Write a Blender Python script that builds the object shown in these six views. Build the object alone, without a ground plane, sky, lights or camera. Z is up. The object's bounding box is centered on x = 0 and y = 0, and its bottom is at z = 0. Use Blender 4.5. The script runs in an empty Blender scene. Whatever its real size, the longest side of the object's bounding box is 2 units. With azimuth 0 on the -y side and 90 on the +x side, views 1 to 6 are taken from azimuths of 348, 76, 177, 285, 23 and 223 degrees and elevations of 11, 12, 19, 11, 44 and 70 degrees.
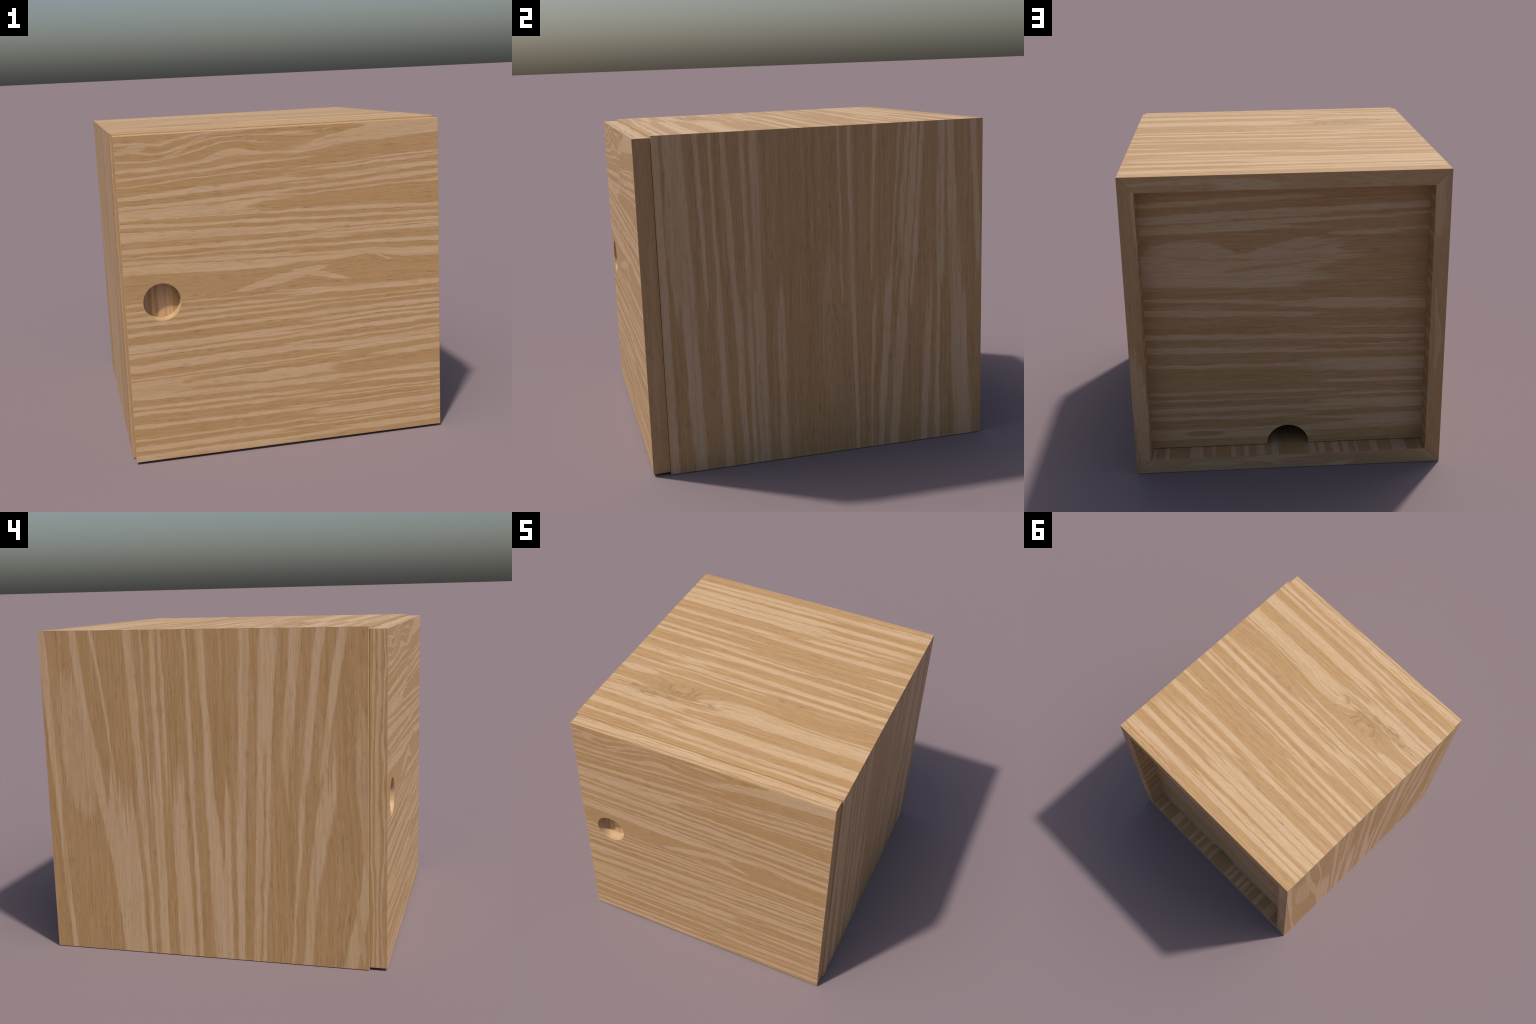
"""Pale oak cube cabinet: a mitred carcass open at the back round a recessed back
panel with a half-round cable notch, and a flush front door with a round finger hole.
Grain: every board face has two "cuts" (lines across the grain), each a list of pale
growth rings (centre, half width, in mm); the rings drift from one cut to the next."""
import bpy, bmesh, math
from mathutils import Vector

# ------------------------------------------------------------------ sizes (metres)
HALF = 0.951            # half width of carcass
TOP = 1.902             # height
Y_BACK, Y_FRONT = 1.0, -0.902
WALL = 0.0928           # board thickness
DOOR_HALF, DOOR_Z0, DOOR_Z1 = 0.9397, 0.0113, 1.8912
DOOR_FRONT, DOOR_BACK = -1.0, -0.9040
HOLE_X, HOLE_Z, HOLE_R, HOLE_DEPTH = -0.7295, 0.951, 0.1070, 0.0765
PANEL_Y, PANEL_THICK = 0.8712, 0.0922
PANEL_LIFT = 0.005      # the back panel stands just clear of the floor
NOTCH_Z, NOTCH_R = 0.0960, 0.1322
BEVEL = 0.0024          # door front edges
FRONT_BEVEL = 0.0042    # outer front edges of the carcass

DARK = (0.408, 0.239, 0.104)
PALE = (0.550, 0.378, 0.226)
PORE = (0.235, 0.150, 0.072)
TAN = (0.450, 0.280, 0.132)
GREY = (0.250, 0.152, 0.068)


# ------------------------------------------------------------------ node helper
class Tree:
    def __init__(self, name):
        self.mat = bpy.data.materials.new(name)
        self.mat.use_nodes = True
        self.t = self.mat.node_tree
        self.bsdf = self.t.nodes["Principled BSDF"]

    def node(self, kind, **props):
        n = self.t.nodes.new(kind)
        for k, v in props.items():
            setattr(n, k, v)
        return n

    def put(self, socket, v):
        if hasattr(v, "is_linked"):
            self.t.links.new(v, socket)
        else:
            socket.default_value = v

    def m(self, op, a, b=0.0, c=0.0, clamp=False):
        n = self.node("ShaderNodeMath", operation=op, use_clamp=clamp)
        for s, v in zip(n.inputs, (a, b, c)):
            self.put(s, v)
        return n.outputs[0]

    def mad(self, a, b, c):
        return self.m("MULTIPLY_ADD", a, b, c)

    def vec(self, x, y, z=0.0):
        n = self.node("ShaderNodeCombineXYZ")
        for s, v in zip(n.inputs, (x, y, z)):
            self.put(s, v)
        return n.outputs[0]

    def noise(self, vec, detail=2.0, rough=0.5, distort=0.0):
        n = self.node("ShaderNodeTexNoise")
        self.put(n.inputs["Vector"], vec)
        n.inputs["Scale"].default_value = 1.0
        n.inputs["Detail"].default_value = detail
        n.inputs["Roughness"].default_value = rough
        n.inputs["Distortion"].default_value = distort
        return n.outputs["Fac"]

    def step(self, x, lo, hi):
        n = self.node("ShaderNodeMapRange", interpolation_type="SMOOTHSTEP")
        self.put(n.inputs["Value"], x)
        self.put(n.inputs["From Min"], lo)
        self.put(n.inputs["From Max"], hi)
        return n.outputs["Result"]

    def curve(self, x, points):
        """piecewise linear profile y(x) through the points, flat outside"""
        points = sorted(points)
        if len(points) == 1:
            return points[0][1]
        lo, hi = points[0][0], points[-1][0]
        ys = [p[1] for p in points]
        ylo, span = min(ys), max(max(ys) - min(ys), 1e-6)
        fac = self.mad(x, 1 / (hi - lo), -lo / (hi - lo))
        r = self.node("ShaderNodeValToRGB")
        self.put(r.inputs["Fac"], fac)
        e = r.color_ramp.elements
        while len(e) < len(points):
            e.new(0.5)
        for el, (px, py) in zip(e, points):
            el.position = (px - lo) / (hi - lo)
            k = (py - ylo) / span
            el.color = (k, k, k, 1)
        # ramp stops sort themselves when moved, so set once more in order
        for el, (px, py) in zip(r.color_ramp.elements, points):
            el.position = (px - lo) / (hi - lo)
            k = (py - ylo) / span
            el.color = (k, k, k, 1)
        return self.mad(r.outputs["Color"], span, ylo)

    def rings(self, r, bands, soft=0.003):
        """1 inside the pale growth rings, 0 in the brown wood between them"""
        total = None
        bands = sorted(bands)
        for i in range(0, len(bands), 7):
            part = bands[i:i + 7]
            pts, last = [], None
            for c, h in part:
                a, b = (c - h) / 1000, (c + h) / 1000
                for x, y in ((a - soft, 0), (a + soft * .6, 1), (b - soft * .6, 1), (b + soft, 0)):
                    if last is not None and x <= last:
                        x = last + 2e-4
                    pts.append((x, y))
                    last = x
            v = self.curve(r, pts)
            total = v if total is None else self.m("MAXIMUM", total, v)
        return total

    def mix(self, f, a, b, blend="MIX"):
        n = self.node("ShaderNodeMix", data_type="RGBA", blend_type=blend)
        self.put(n.inputs["Factor"], f)
        for s, v in ((n.inputs[6], a), (n.inputs[7], b)):
            self.put(s, (*v, 1) if isinstance(v, tuple) else v)
        return n.outputs[2]


def oak(name, along, across, cuts, drift=((0, 0),), tips=None, shear=0.0, seed=0.0,
        patches=(), stains=(), knots=(), fade=0.30, wander=0.020, figure=1.0, tone=0.0, stain=0.42,
        soft=0.0032, busy=1.0):
    """along/across: axis letters. cuts: [(u, rings), ...] in rising u.
    drift: (v, dv/du). tips: per gap, profile (v, u) of where one cut gives way to the next.
    patches: (u, v, size_u, size_v, tilt, paleness). stains: (u, v, size_u, size_v)."""
    t = Tree(name)
    co = t.node("ShaderNodeTexCoord").outputs["Object"]
    sep = t.node("ShaderNodeSeparateXYZ")
    t.put(sep.inputs[0], co)
    ax = dict(zip("xyz", sep.outputs))
    u, v = ax[along], ax[across]
    big = t.noise(t.vec(t.m("MULTIPLY", u, 1.6), t.m("MULTIPLY", v, 9.0), seed), 2.0)
    jag = t.noise(t.vec(t.m("MULTIPLY", u, 9.0), t.m("MULTIPLY", v, 110.0), seed + 3), 3.0, 0.65)
    wave = t.noise(t.vec(t.m("MULTIPLY", u, 4.2), t.m("MULTIPLY", v, 20.0), seed + 2), 2.0)
    vw = t.mad(t.mad(big, 1, -0.5), wander, v)
    vw = t.mad(t.mad(wave, 1, -0.5), min(wander * 1.1, 0.022), vw)
    for ku, kv, su, sv, lift in knots:      # rings swell round a knot or a flame
        du = t.m("POWER", t.m("ABSOLUTE", t.mad(u, 1 / su, -ku / su)), 2.0)
        dv = t.m("POWER", t.m("ABSOLUTE", t.mad(vw, 1 / sv, -kv / sv)), 2.0)
        g = t.m("EXPONENT", t.m("MULTIPLY", t.m("ADD", du, dv), -1.0))
        vw = t.mad(g, lift, vw)
    vw = t.mad(t.mad(jag, 1, -0.5), 0.016, vw)
    q = t.mad(v, -shear, u) if shear else u
    slope = t.curve(v, drift) if len(drift) > 1 else drift[0][1]
    layers = []
    for cu, bands in cuts:
        r = t.m("SUBTRACT", vw, t.m("MULTIPLY", slope, t.mad(q, 1, -cu)))
        layers.append(t.rings(r, bands, soft))
    pale = layers[0]
    for i in range(1, len(layers)):
        mid = (cuts[i - 1][0] + cuts[i][0]) / 2
        centre = t.curve(v, tips[i - 1]) if tips and tips[i - 1] else mid
        lag = t.noise(t.vec(t.m("MULTIPLY", u, 0.9), t.m("MULTIPLY", v, 26.0), seed + 11 * i), 3.0, 0.6)
        d = t.m("SUBTRACT", q, centre)
        d = t.mad(t.mad(lag, 1, -0.5), 1.5, d)
        w = t.step(d, -fade / 3, fade / 3)
        n = t.node("ShaderNodeMix", data_type="FLOAT")
        t.put(n.inputs["Factor"], w)
        t.put(n.inputs[2], pale)
        t.put(n.inputs[3], layers[i])
        pale = n.outputs[0]
    ragged = t.noise(t.vec(t.m("MULTIPLY", u, 5.0), t.m("MULTIPLY", v, 75.0), seed + 5), 3.0, 0.65)
    for pu, pv, su, sv, tilt, val in patches:
        line = t.mad(t.mad(u, 1, -pu), -tilt, vw)
        du = t.m("POWER", t.m("ABSOLUTE", t.mad(u, 1 / su, -pu / su)), 2.0)
        dv = t.m("POWER", t.m("ABSOLUTE", t.mad(line, 1 / sv, -pv / sv)), 2.0)
        d = t.m("ADD", t.m("ADD", du, dv), t.mad(ragged, 1.8, -0.9))
        w = t.step(d, 1.12, 0.82)
        n = t.node("ShaderNodeMix", data_type="FLOAT")
        t.put(n.inputs["Factor"], w)
        t.put(n.inputs[2], pale)
        n.inputs[3].default_value = val
        pale = n.outputs[0]
    # weaker rings between the strong ones
    faint = t.noise(t.vec(t.m("MULTIPLY", u, 0.55), t.m("MULTIPLY", vw, 42.0 * figure), seed + 20), 2.5, 0.6)
    fine = t.noise(t.vec(t.m("MULTIPLY", u, 2.6), t.m("MULTIPLY", vw, 110.0 * figure), seed + 31), 2.0, 0.6)
    fibre = t.noise(t.vec(t.m("MULTIPLY", u, 10.0), t.m("MULTIPLY", v, 150.0), seed + 41), 3.0, 0.7)
    swell = t.noise(t.vec(t.m("MULTIPLY", u, 1.3), t.m("MULTIPLY", vw, 24.0), seed + 15), 2.0, 0.55)
    pale = t.m("MULTIPLY", pale, t.mad(t.step(swell, 0.28, 0.52), 0.32, 0.68))
    b = t.mad(pale, 0.74, 0.12 + tone)
    b = t.mad(t.mad(faint, 1, -0.5), 0.70 * busy, b)
    b = t.mad(t.mad(fine, 1, -0.5), 0.70 * busy, b)
    b = t.mad(t.mad(fibre, 1, -0.5), 1.0, b)
    b = t.m("MINIMUM", t.m("MAXIMUM", b, -0.12), 1.1)
    col = t.mix(t.m("MAXIMUM", b, 0.0), DARK, PALE)
    deep = t.m("MULTIPLY", t.m("MAXIMUM", t.m("MULTIPLY", b, -1.0), 0.0), 3.0)
    col = t.mix(deep, col, tuple(c * 0.72 for c in DARK))
    # broad drift of hue: pinkish to straw
    hue = t.noise(t.vec(t.m("MULTIPLY", u, 1.7), t.m("MULTIPLY", v, 14.0), seed + 57), 2.0)
    col = t.mix(t.step(hue, 0.42, 0.75), col, t.mix(1.0, col, (1.0, 0.99, 0.91), "MULTIPLY"))
    col = t.mix(t.step(hue, 0.55, 0.25), col, t.mix(1.0, col, (1.0, 0.985, 0.99), "MULTIPLY"))
    # pores: short dark dashes along the grain, mostly in the brown wood
    dash = t.noise(t.vec(t.m("MULTIPLY", u, 12.0), t.m("MULTIPLY", v, 170.0), seed + 71), 1.0, 0.5)
    where = t.noise(t.vec(t.m("MULTIPLY", u, 1.5), t.m("MULTIPLY", v, 20.0), seed + 83), 2.0)
    p = t.m("MULTIPLY", t.step(dash, 0.57, 0.70), t.step(where, 0.36, 0.60))
    p = t.m("MULTIPLY", p, t.mad(pale, -0.30, 0.62))
    col = t.mix(p, col, PORE)
    for pu, pv, su, sv in stains:
        du = t.m("POWER", t.m("ABSOLUTE", t.mad(u, 1 / su, -pu / su)), 2.0)
        dv = t.m("POWER", t.m("ABSOLUTE", t.mad(v, 1 / sv, -pv / sv)), 2.0)
        w = t.step(t.m("ADD", du, dv), 1.0, 0.0)
        s = t.noise(t.vec(t.m("MULTIPLY", u, 14.0), t.m("MULTIPLY", vw, 95.0), seed + 91), 1.5, 0.5)
        col = t.mix(t.m("MULTIPLY", t.m("MULTIPLY", w, stain), t.step(s, 0.44, 0.68)), col, GREY)
    t.put(t.bsdf.inputs["Base Color"], col)
    t.bsdf.inputs["Roughness"].default_value = 0.55
    t.bsdf.inputs["Specular IOR Level"].default_value = 0.3
    return t.mat


def plain(name, colour, rough):
    t = Tree(name)
    co = t.node("ShaderNodeTexCoord").outputs["Object"]
    n = t.node("ShaderNodeTexNoise")
    t.put(n.inputs["Vector"], co)
    n.inputs["Scale"].default_value = 30
    col = t.mix(t.step(n.outputs["Fac"], 0.3, 0.7), tuple(c * 0.92 for c in colour), tuple(c * 1.08 for c in colour))
    t.put(t.bsdf.inputs["Base Color"], col)
    t.bsdf.inputs["Roughness"].default_value = rough
    return t.mat


# ------------------------------------------------------------------ growth rings per face
door_left = [(35, 18), (94, 14), (147, 6), (222, 10), (298, 9), (332, 8), (394, 16), (452, 20), (504, 3),
             (524, 6), (589, 20), (664, 9), (705, 22), (784, 9), (830, 8), (870, 9), (902, 6), (940, 4),
             (1128, 25), (1174, 12), (1213, 5), (1252, 11), (1321, 25), (1380, 8), (1453, 36), (1509, 11),
             (1575, 15), (1644, 3), (1686, 7), (1732, 10), (1790, 5), (1838, 6), (1880, 5)]
door_right = [(60, 16), (113, 4), (135, 5), (187, 21), (240, 3), (274, 4), (296, 5), (350, 11), (400, 16),
              (504, 14), (569, 12), (601, 15), (642, 5), (694, 11), (738, 7), (767, 8), (802, 11), (847, 3),
              (874, 4), (929, 18), (1123, 25), (1194, 10), (1264, 9), (1285, 5), (1310, 10), (1356, 9),
              (1402, 10), (1522, 4), (1560, 12), (1609, 14), (1660, 6), (1680, 5), (1841, 52)]
right_low = [(-877, 22), (-735, 36), (-568, 17), (-466, 19), (-408, 10), (-351, 31), (-231, 20), (210, 12),
             (310, 6), (380, 19), (469, 28), (649, 20), (722, 14), (869, 53)]
right_high = [(-883, 19), (-786, 53), (-663, 11), (-589, 9), (-512, 13), (-412, 12), (-353, 18), (129, 5),
              (192, 12), (333, 9), (475, 6), (522, 14), (567, 19), (611, 12), (740, 21), (802, 20), (953, 16)]
left_low = [(-854, 37), (-588, 28), (-493, 8), (-316, 10), (-269, 18), (-170, 22), (-54, 61), (90, 10),
            (176, 43), (307, 23), (388, 13), (513, 82), (910, 13)]
left_high = [(-736, 22), (-619, 23), (-496, 28), (-350, 45), (-220, 25), (21, 19), (114, 10), (259, 10),
             (305, 13), (373, 5), (446, 23), (648, 9), (772, 23), (977, 21)]
top_back = [(-600, 20), (-460, 30), (-300, 12), (-190, 10), (-68, 20), (-32, 4), (64, 12), (186, 15), (250, 14), (361, 15), (471, 19), (624, 26), (682, 23),
            (752, 32), (834, 18), (890, 19)]
top_mid = [(-814, 10), (-728, 23), (-614, 14), (-554, 40), (-450, 10), (-265, 7), (-188, 6), (-140, 21),
           (-48, 22), (76, 24), (151, 10), (186, 6), (432, 20), (519, 21), (585, 11), (650, 29), (754, 23),
           (879, 27), (925, 9), (966, 3)]
top_front = [(-846, 13), (-799, 13), (-672, 45), (-466, 60), (-382, 6), (-153, 13), (-80, 21), (20, 4),
             (62, 14), (150, 12), (300, 10), (430, 20)]
back_right = [(187, 34), (300, 12), (357, 15), (424, 4), (470, 9), (654, 11), (762, 20), (853, 14), (1002, 17),
              (1084, 10), (1280, 104), (1558, 30), (1624, 25), (1716, 14)]
back_left = [(238, 46), (363, 34), (434, 8), (527, 11), (637, 40), (734, 8), (774, 3), (824, 11), (885, 4),
             (1039, 31), (1514, 5), (1604, 9), (1658, 19)]


def stock_rings(seed, lo, hi, gap=0.075):
    """an ordinary run of pale rings, for faces whose pattern is hardly seen"""
    out, x, k = [], lo, seed
    while x < hi:
        k = (k * 1103515245 + 12345) % 2147483648
        a = k / 2147483648
        k = (k * 1103515245 + 12345) % 2147483648
        b = k / 2147483648
        h = 0.006 + 0.022 * a
        out.append((int((x + h) * 1000), max(3, int(h * 1000))))
        x += 2 * h + gap * (0.3 + b)
    return out


oak_door = oak("oak_door_face", "x", "z", [(-0.365, door_left), (0.53, door_right)],
               drift=[(.0, .005), (.2, .005), (.37, -.015), (.44, .0), (.51, .03), (.6, .03), (.81, .017), (.93, -.01),
                      (1.17, -.03), (1.23, 0), (1.28, .005), (1.33, -.03), (1.40, -.03), (1.48, .02), (1.56, .06), (1.9, .07)],
               tips=[[(.30, .1), (.42, .6), (.464, .26), (.50, .6), (.6, .1), (.90, .1), (1.02, -.05), (1.1, .1),
                      (1.41, .2), (1.472, -.22), (1.53, .2), (1.65, .0), (1.9, .15)]],
               seed=1.0, busy=0.85, patches=[
                   (-0.50, 1.453, 0.36, 0.036, 0.03, 1.0), (0.48, 1.468, 0.72, 0.043, 0.03, 0.0),
                   (-0.02, 0.452, 0.30, 0.032, 0.04, 1.0), (0.72, 0.455, 0.50, 0.034, 0.04, 0.0),
                   (-0.02, 1.025, 0.27, 0.028, 0.20, 0.85), (0.20, 1.030, 0.17, 0.017, -0.22, 0.95),
                   (-0.80, 0.452, 0.30, 0.045, 0.03, 0.80), (-0.55, 0.468, 0.10, 0.016, 0.06, 0.05), (-0.40, 0.455, 0.20, 0.022, 0.05, 0.9),
                   (-0.39, 1.490, 0.09, 0.007, 0.06, 0.1), (0.09, 0.481, 0.08, 0.007, 0.06, 0.1),
                   (0.55, 1.132, 0.14, 0.010, 0.05, 0.9), (0.50, 1.10, 0.13, 0.008, -0.18, 0.8),
                   (-0.86, 1.818, 0.10, 0.018, 0.26, 0.75), (-0.55, 1.818, 0.15, 0.013, 0.34, 0.6), (-0.33, 1.87, 0.12, 0.010, 0.1, 0.5),
                   (0.30, 1.803, 0.16, 0.012, 0.16, 0.9), (0.33, 1.862, 0.16, 0.016, 0.12, 0.0), (0.12, 1.83, 0.25, 0.014, 0.14, 0.1)],
               stains=[(0.30, 1.858, 0.22, 0.020), (-0.22, 1.845, 0.07, 0.05)],
               knots=[(-0.70, 1.80, 0.12, 0.06, 0.035), (-0.30, 1.80, 0.14, 0.07, -0.04), (0.12, 1.79, 0.15, 0.07, 0.025), (0.50, 1.11, 0.12, 0.05, -0.03)])
oak_right = oak("oak_side_face", "z", "y", [(0.39, right_low), (1.63, right_high)],
                drift=[(-.88, -.005), (-.76, -.041), (-.58, -.017), (-.49, -.037), (-.41, -.003), (-.2, 0), (.2, -.015),
                       (.43, .077), (.52, .08), (.73, .015), (.835, -.054), (.95, -.05)], seed=7.0, soft=0.006, busy=1.4,
                patches=[(1.3, -0.80, 0.35, 0.05, -0.03, 0.75), (0.75, 0.06, 0.5, 0.05, 0.02, 0.35)],
                stains=[(1.2, -0.03, 0.45, 0.07), (0.8, 0.08, 0.3, 0.05)])
oak_left = oak("oak_side_face", "z", "y", [(0.39, left_low), (1.71, left_high)],
               drift=[(-.8, -.16), (-.7, -.16), (-.556, -.095), (-.48, -.07), (-.32, -.045), (-.195, -.038), (0, .04), (.1, .018),
                      (.2, .03), (.306, 0), (.417, .044), (.57, .11), (.67, .16), (.8, .08), (.94, .05)],
               tips=[[(-.8, 1.05), (-.16, 1.25), (-.075, .62), (.02, 1.25), (.2, 1.05), (.60, .9), (.75, .9), (.9, 1.05)]],
               seed=13.0, soft=0.006, busy=1.4, patches=[(1.22, 0.80, 0.45, 0.095, 0.10, 0.62), (0.36, 0.74, 0.46, 0.135, 0.10, 0.0), (0.42, -0.71, 0.46, 0.085, -0.10, 0.0),
                                   (1.05, -0.865, 0.45, 0.035, 0.0, 0.55), (0.22, -0.84, 0.20, 0.018, 0.20, 0.6), (0.45, 0.915, 0.30, 0.012, 0.02, 0.7),
                                   (1.62, 0.69, 0.28, 0.035, 0.08, 0.0)],
               stains=[(1.38, -0.80, 0.40, 0.05), (0.78, -0.74, 0.16, 0.08), (0.05, -0.76, 0.10, 0.03), (0.93, 0.56, 0.12, 0.02)],
               knots=[(0.55, -0.80, 0.35, 0.10, 0.05), (1.15, -0.45, 0.3, 0.1, -0.02)])
oak_top = oak("oak_top_face", "x", "y", [(-0.84, top_back), (-0.14, top_mid), (0.78, top_front)], shear=0.95,
              drift=[(-.9, -.01), (-.1, -.03), (.3, -.02), (.6, 0), (.95, 0)], seed=19.0,
              patches=[(0.05, -0.42, 0.34, 0.040, 0.0, 0.8), (-0.82, -0.30, 0.16, 0.035, 0.0, 0.9)],
              knots=[(-0.45, -0.415, 0.17, 0.06, 0.11), (0.02, -0.43, 0.15, 0.045, -0.07), (0.55, -0.30, 0.25, 0.08, 0.06)],
              stains=[(-0.45, -0.41, 0.22, 0.085), (-0.43, -0.43, 0.12, 0.05), (-0.62, -0.50, 0.28, 0.06), (-0.25, -0.47, 0.2, 0.04), (0.30, -0.20, 0.20, 0.02)], stain=0.9, soft=0.005, busy=1.25)
oak_back = oak("oak_back_face", "x", "z", [(-0.67, back_left), (0.31, back_right)],
               drift=[(.2, 0), (.4, 0), (.65, .015), (.85, .02), (1.06, .045), (1.3, .02), (1.6, -.04)],
               tips=[[(.2, -.2), (.95, -.2), (1.1, -.05), (1.22, -.12), (1.40, -.42), (1.48, -.52), (1.55, -.2)]],
               seed=23.0, soft=0.0045, busy=1.4, patches=[(0.56, 1.39, 0.26, 0.085, 0.06, 0.85), (-0.02, 1.36, 0.32, 0.10, -0.16, 0.85), (0.10, 1.30, 0.30, 0.012, -0.1, 0.35), (0.45, 1.36, 0.25, 0.010, 0.05, 0.4), (-0.25, 1.43, 0.2, 0.010, -0.15, 0.4), (-0.48, 1.500, 0.22, 0.017, 0.0, 0.8),
                                   (0.24, 1.44, 0.13, 0.028, 0.0, 0.0), (0.52, 0.190, 0.13, 0.018, 0.0, 0.0)])
# back edges of the four boards: each its own run of rings, cut at the mitre
edge_top = oak("oak_edge_lengthwise", "x", "z", [(0.0, [(1780, 8)])], seed=29.0, wander=.2, figure=.28, tone=.20,
               patches=[(0.45, 1.85, 0.45, 0.03, 0.02, 0.7), (-0.55, 1.83, 0.3, 0.02, -0.03, 0.0)])
edge_bottom = oak("oak_edge_lengthwise", "x", "z", [(0.0, [(-20, 9)])], seed=61.0, wander=.2, figure=.28, tone=.26,
                  patches=[(0.25, 0.06, 0.4, 0.03, 0.02, 0.6)])
edge_left = oak("oak_edge_upright", "z", "x", [(0.0, [(-1000, 10)])], seed=31.0, wander=.2, figure=.28, tone=.08,
                patches=[(0.9, -0.90, 0.3, 0.02, 0.02, 0.7), (1.75, -0.90, 0.25, 0.05, 0.0, 0.6)])
edge_right = oak("oak_edge_upright", "z", "x", [(0.9, [(840, 9)])], seed=67.0, wander=.2, figure=.28, tone=.02,
                 patches=[(0.45, 0.90, 0.4, 0.03, 0.02, 0.7)])
oak_door_top = oak("oak_door_edge_lengthwise", "x", "y", [(0.0, [(-986, 5), (-950, 16), (-922, 7)])], seed=37.0, wander=.09)
oak_door_side = oak("oak_door_edge_upright", "z", "y", [(0.0, [(-978, 4), (-948, 7), (-922, 5)])], seed=41.0, wander=.06)
oak_door_shade = oak("oak_door_edge_plain", "z", "y", [(0.0, [(-1100, 5)])], seed=71.0, wander=.05, figure=.5, busy=.6, tone=-.02,
                     patches=[(0.55, -0.95, 0.30, 0.022, 0.02, 0.35), (1.15, -0.93, 0.25, 0.016, 0.02, 0.3)])
oak_floor = oak("oak_inner_face", "y", "x", [(0.9, [(-830, 9), (-700, 44), (-543, 24), (-430, 8), (-363, 18), (-300, 22), (-210, 19), (-150, 18),
                                                    (82, 22), (176, 24), (265, 14), (346, 16), (471, 14), (579, 40), (760, 14), (840, 8)])],
                seed=43.0, wander=.006)
oak_wall = oak("oak_inner_wall", "y", "z", [(0.9, stock_rings(9, .0, 1.9, .09))], seed=47.0, wander=.006)
oak_recess = oak("oak_hole_floor", "z", "x", [(0.0, [(-818, 13), (-775, 7), (-733, 15), (-714, 3), (-682, 17)])], seed=53.0, wander=.006)
oak_rim = plain("oak_hole_rim", (0.46, 0.295, 0.145), 0.55)
oak_arris = plain("oak_arris", TAN, 0.17)


# ------------------------------------------------------------------ building
def finish(bm, name, materials, pick, parent):
    bmesh.ops.recalc_face_normals(bm, faces=bm.faces)
    me = bpy.data.meshes.new(name)
    for mt in materials:
        me.materials.append(mt)
    for f in bm.faces:
        f.material_index = pick(f.calc_center_median(), f.normal)
    bm.to_mesh(me)
    bm.free()
    ob = bpy.data.objects.new(name, me)
    bpy.context.scene.collection.objects.link(ob)
    ob.parent = parent
    return ob


def prism(outline, axis_points):
    """solid through two matching outlines"""
    bm = bmesh.new()
    a = [bm.verts.new(p) for p in outline]
    b = [bm.verts.new(p) for p in axis_points]
    n = len(a)
    bm.faces.new(a)
    bm.faces.new(b[::-1])
    for i in range(n):
        bm.faces.new((a[i], b[i], b[(i + 1) % n], a[(i + 1) % n]))
    bmesh.ops.recalc_face_normals(bm, faces=bm.faces)
    return bm


cabinet = bpy.data.objects.new("wooden_cabinet", None)
bpy.context.scene.collection.objects.link(cabinet)
cabinet["label"] = "pale oak cube cabinet with flush door and round finger hole"
cabinet["category"] = "cabinet"

EPS = 0.0008            # hair-line between the mitred ends


def carcass_board(name, corner, materials, pick):
    """corner: outline in x,z of one mitred board; it runs from front to back"""
    bm = prism([(x, Y_FRONT, z) for x, z in corner], [(x, Y_BACK, z) for x, z in corner])
    front = [e for e in bm.edges if all(abs(v.co.y - Y_FRONT) < 1e-6 for v in e.verts)
             and (abs(abs(e.verts[0].co.x) - HALF) < 2e-3 and abs(abs(e.verts[1].co.x) - HALF) < 2e-3
                  and abs(e.verts[0].co.z - e.verts[1].co.z) > 0.5
                  or abs(e.verts[0].co.z - e.verts[1].co.z) < 1e-6
                  and min(abs(e.verts[0].co.z - TOP), abs(e.verts[0].co.z)) < 1e-6)]
    bmesh.ops.bevel(bm, geom=front, offset=FRONT_BEVEL, segments=2, profile=0.5, affect="EDGES")
    return finish(bm, name, materials, pick, cabinet)


def pick_board(axis, sign):
    """0 outer face, 1 inner face, 2 end edges, 3 arris"""
    def pick(c, n):
        if abs(n[axis]) > 0.98:
            return 0 if n[axis] * sign > 0 else 1
        if abs(n.y) > 0.98:
            return 2
        return 3 if abs(n.y) > 0.05 else 2
    return pick


h, w = HALF, HALF - WALL
carcass_board("top_panel", [(-h + EPS, TOP), (h - EPS, TOP), (w - EPS, TOP - WALL), (-w + EPS, TOP - WALL)],
              [oak_top, oak_floor, edge_top, oak_arris], pick_board(2, 1))
carcass_board("bottom_panel", [(-h + EPS, 0), (h - EPS, 0), (w - EPS, WALL), (-w + EPS, WALL)],
              [oak_floor, oak_floor, edge_bottom, oak_arris], pick_board(2, -1))
carcass_board("side_panel", [(-h, EPS), (-h, TOP - EPS), (-w, TOP - WALL - EPS), (-w, WALL + EPS)],
              [oak_left, oak_wall, edge_left, oak_arris], pick_board(0, -1))
carcass_board("side_panel", [(h, EPS), (h, TOP - EPS), (w, TOP - WALL - EPS), (w, WALL + EPS)],
              [oak_right, oak_wall, edge_right, oak_arris], pick_board(0, 1))

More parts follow.
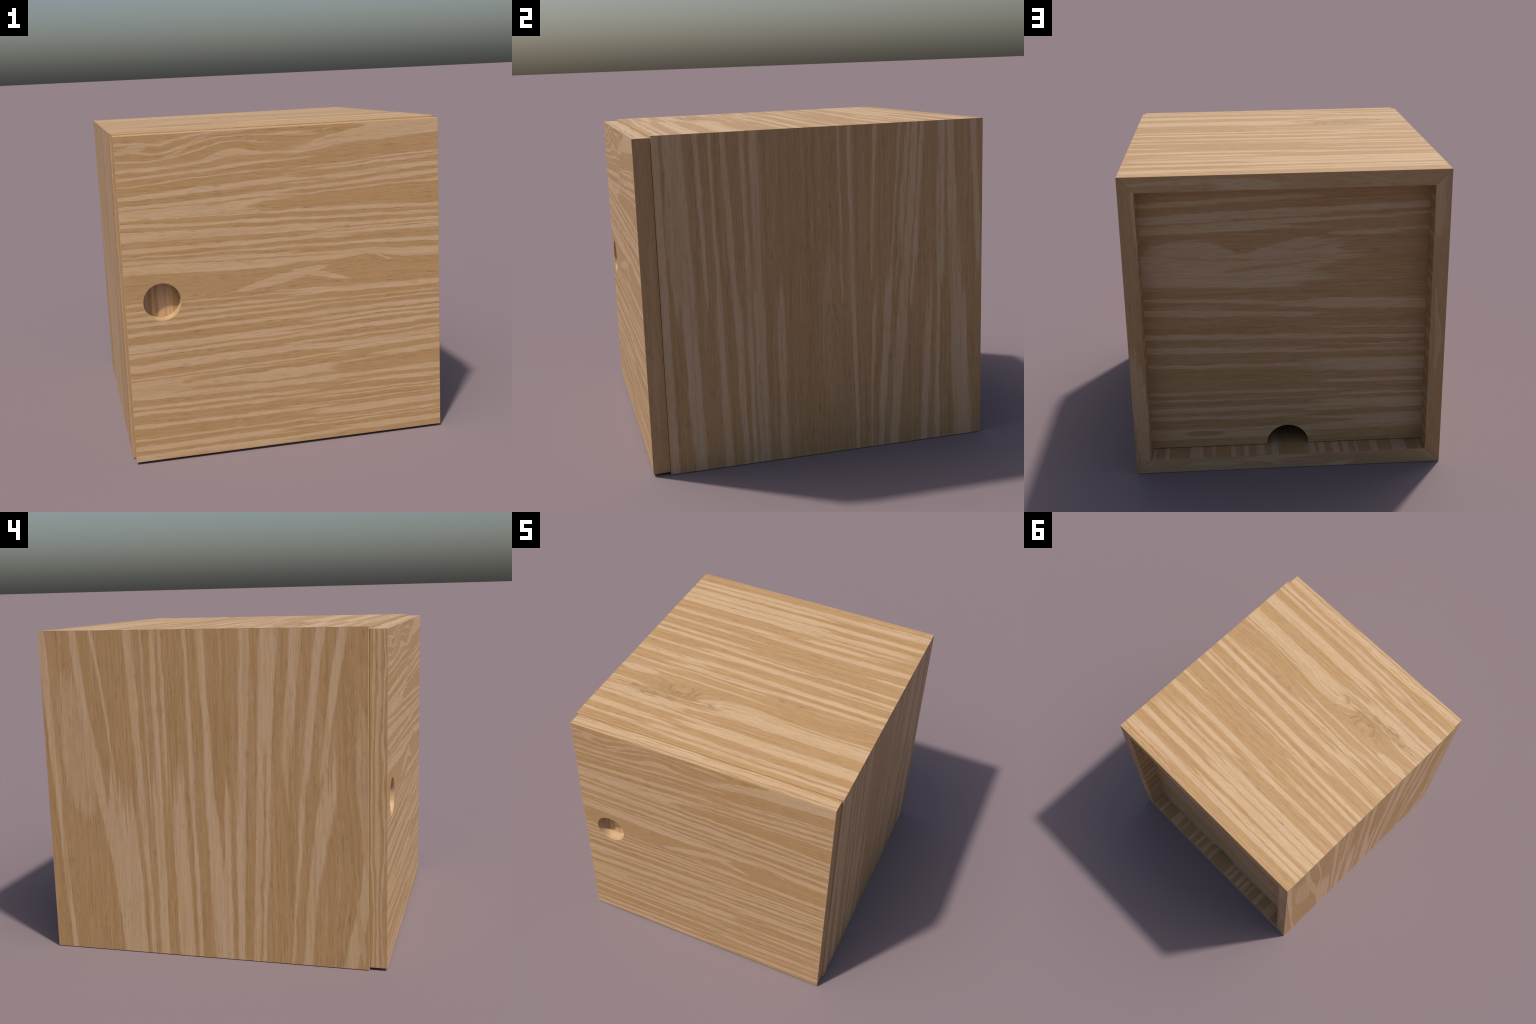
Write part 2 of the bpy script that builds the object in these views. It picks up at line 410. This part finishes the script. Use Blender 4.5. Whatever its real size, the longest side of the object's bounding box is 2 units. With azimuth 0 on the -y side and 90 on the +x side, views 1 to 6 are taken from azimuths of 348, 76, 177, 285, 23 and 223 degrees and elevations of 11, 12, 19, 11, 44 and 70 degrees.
# back panel with a half-round cable notch standing on the cabinet floor
g = 0.0004
half = w - g
foot = WALL + PANEL_LIFT
a0 = math.asin((foot - NOTCH_Z) / NOTCH_R)
arc = [(NOTCH_R * math.cos(t), NOTCH_Z + NOTCH_R * math.sin(t))
       for t in [a0 + (math.pi - 2 * a0) * i / 64 for i in range(65)]]
outline = [(half, foot), (half, TOP - WALL - g), (-half, TOP - WALL - g), (-half, foot)] + arc[::-1]
bm = prism([(x, PANEL_Y - PANEL_THICK, z) for x, z in outline], [(x, PANEL_Y, z) for x, z in outline])
bmesh.ops.triangulate(bm, faces=[f for f in bm.faces if len(f.verts) > 4])


def pick_panel(c, n):
    return 1 if math.hypot(c.x, c.z - NOTCH_Z) < NOTCH_R * 1.02 and abs(n.y) < 0.5 else 0


finish(bm, "back_panel", [oak_back, oak_rim], pick_panel, cabinet)

# door: a board with softened edges, then the finger hole let into it
bm = bmesh.new()
bmesh.ops.create_cube(bm, size=1.0)
for vtx in bm.verts:
    vtx.co = Vector((vtx.co.x * 2 * DOOR_HALF,
                     (DOOR_FRONT + DOOR_BACK) / 2 + vtx.co.y * (DOOR_BACK - DOOR_FRONT),
                     (DOOR_Z0 + DOOR_Z1) / 2 + vtx.co.z * (DOOR_Z1 - DOOR_Z0)))
bmesh.ops.bevel(bm, geom=[e for e in bm.edges if any(vt.co.y < -0.95 for vt in e.verts)], offset=BEVEL, segments=2, profile=0.5, affect="EDGES")
# the front face is laid out again round the hole
front = max(bm.faces, key=lambda f: f.calc_area() if f.normal.y < -0.9 else 0)
border = list(front.verts)
bmesh.ops.delete(bm, geom=[front], context="FACES_ONLY")
N = 96
ring_edges, loops = [], []
LIP = 0.0014
profile = [(HOLE_R + LIP, 0.0), (HOLE_R + LIP * 0.3, LIP * 0.3), (HOLE_R, LIP), (HOLE_R, HOLE_DEPTH)]
for r, d in profile:
    loops.append([bm.verts.new((HOLE_X + r * math.cos(math.tau * i / N), DOOR_FRONT + d,
                                HOLE_Z + r * math.sin(math.tau * i / N))) for i in range(N)])
for a, b in zip(loops, loops[1:]):
    for i in range(N):
        f = bm.faces.new((a[i], a[(i + 1) % N], b[(i + 1) % N], b[i]))
        f.smooth = True
bm.faces.new(loops[-1])
bm.edges.ensure_lookup_table()
rim = [e for e in bm.edges if all(vt in set(loops[0]) for vt in e.verts)]
bset = set(border)
outer = [e for e in bm.edges if e.verts[0] in bset and e.verts[1] in bset and e.is_boundary]
bmesh.ops.triangle_fill(bm, use_beauty=True, edges=outer + rim)


def pick_door(c, n):
    r = math.hypot(c.x - HOLE_X, c.z - HOLE_Z)
    if r < HOLE_R + LIP * 0.99 and c.y > DOOR_FRONT + 1e-5 and c.y < DOOR_BACK - 1e-3:
        return 4 if abs(n.y) > 0.98 else 5
    if abs(n.y) > 0.98:
        return 0
    if abs(n.z) > 0.98:
        return 1
    if abs(n.x) > 0.98:
        return 2 if n.x < 0 else 6
    return 3


finish(bm, "door", [oak_door, oak_door_top, oak_door_side, oak_arris, oak_recess, oak_rim, oak_door_shade], pick_door, cabinet)
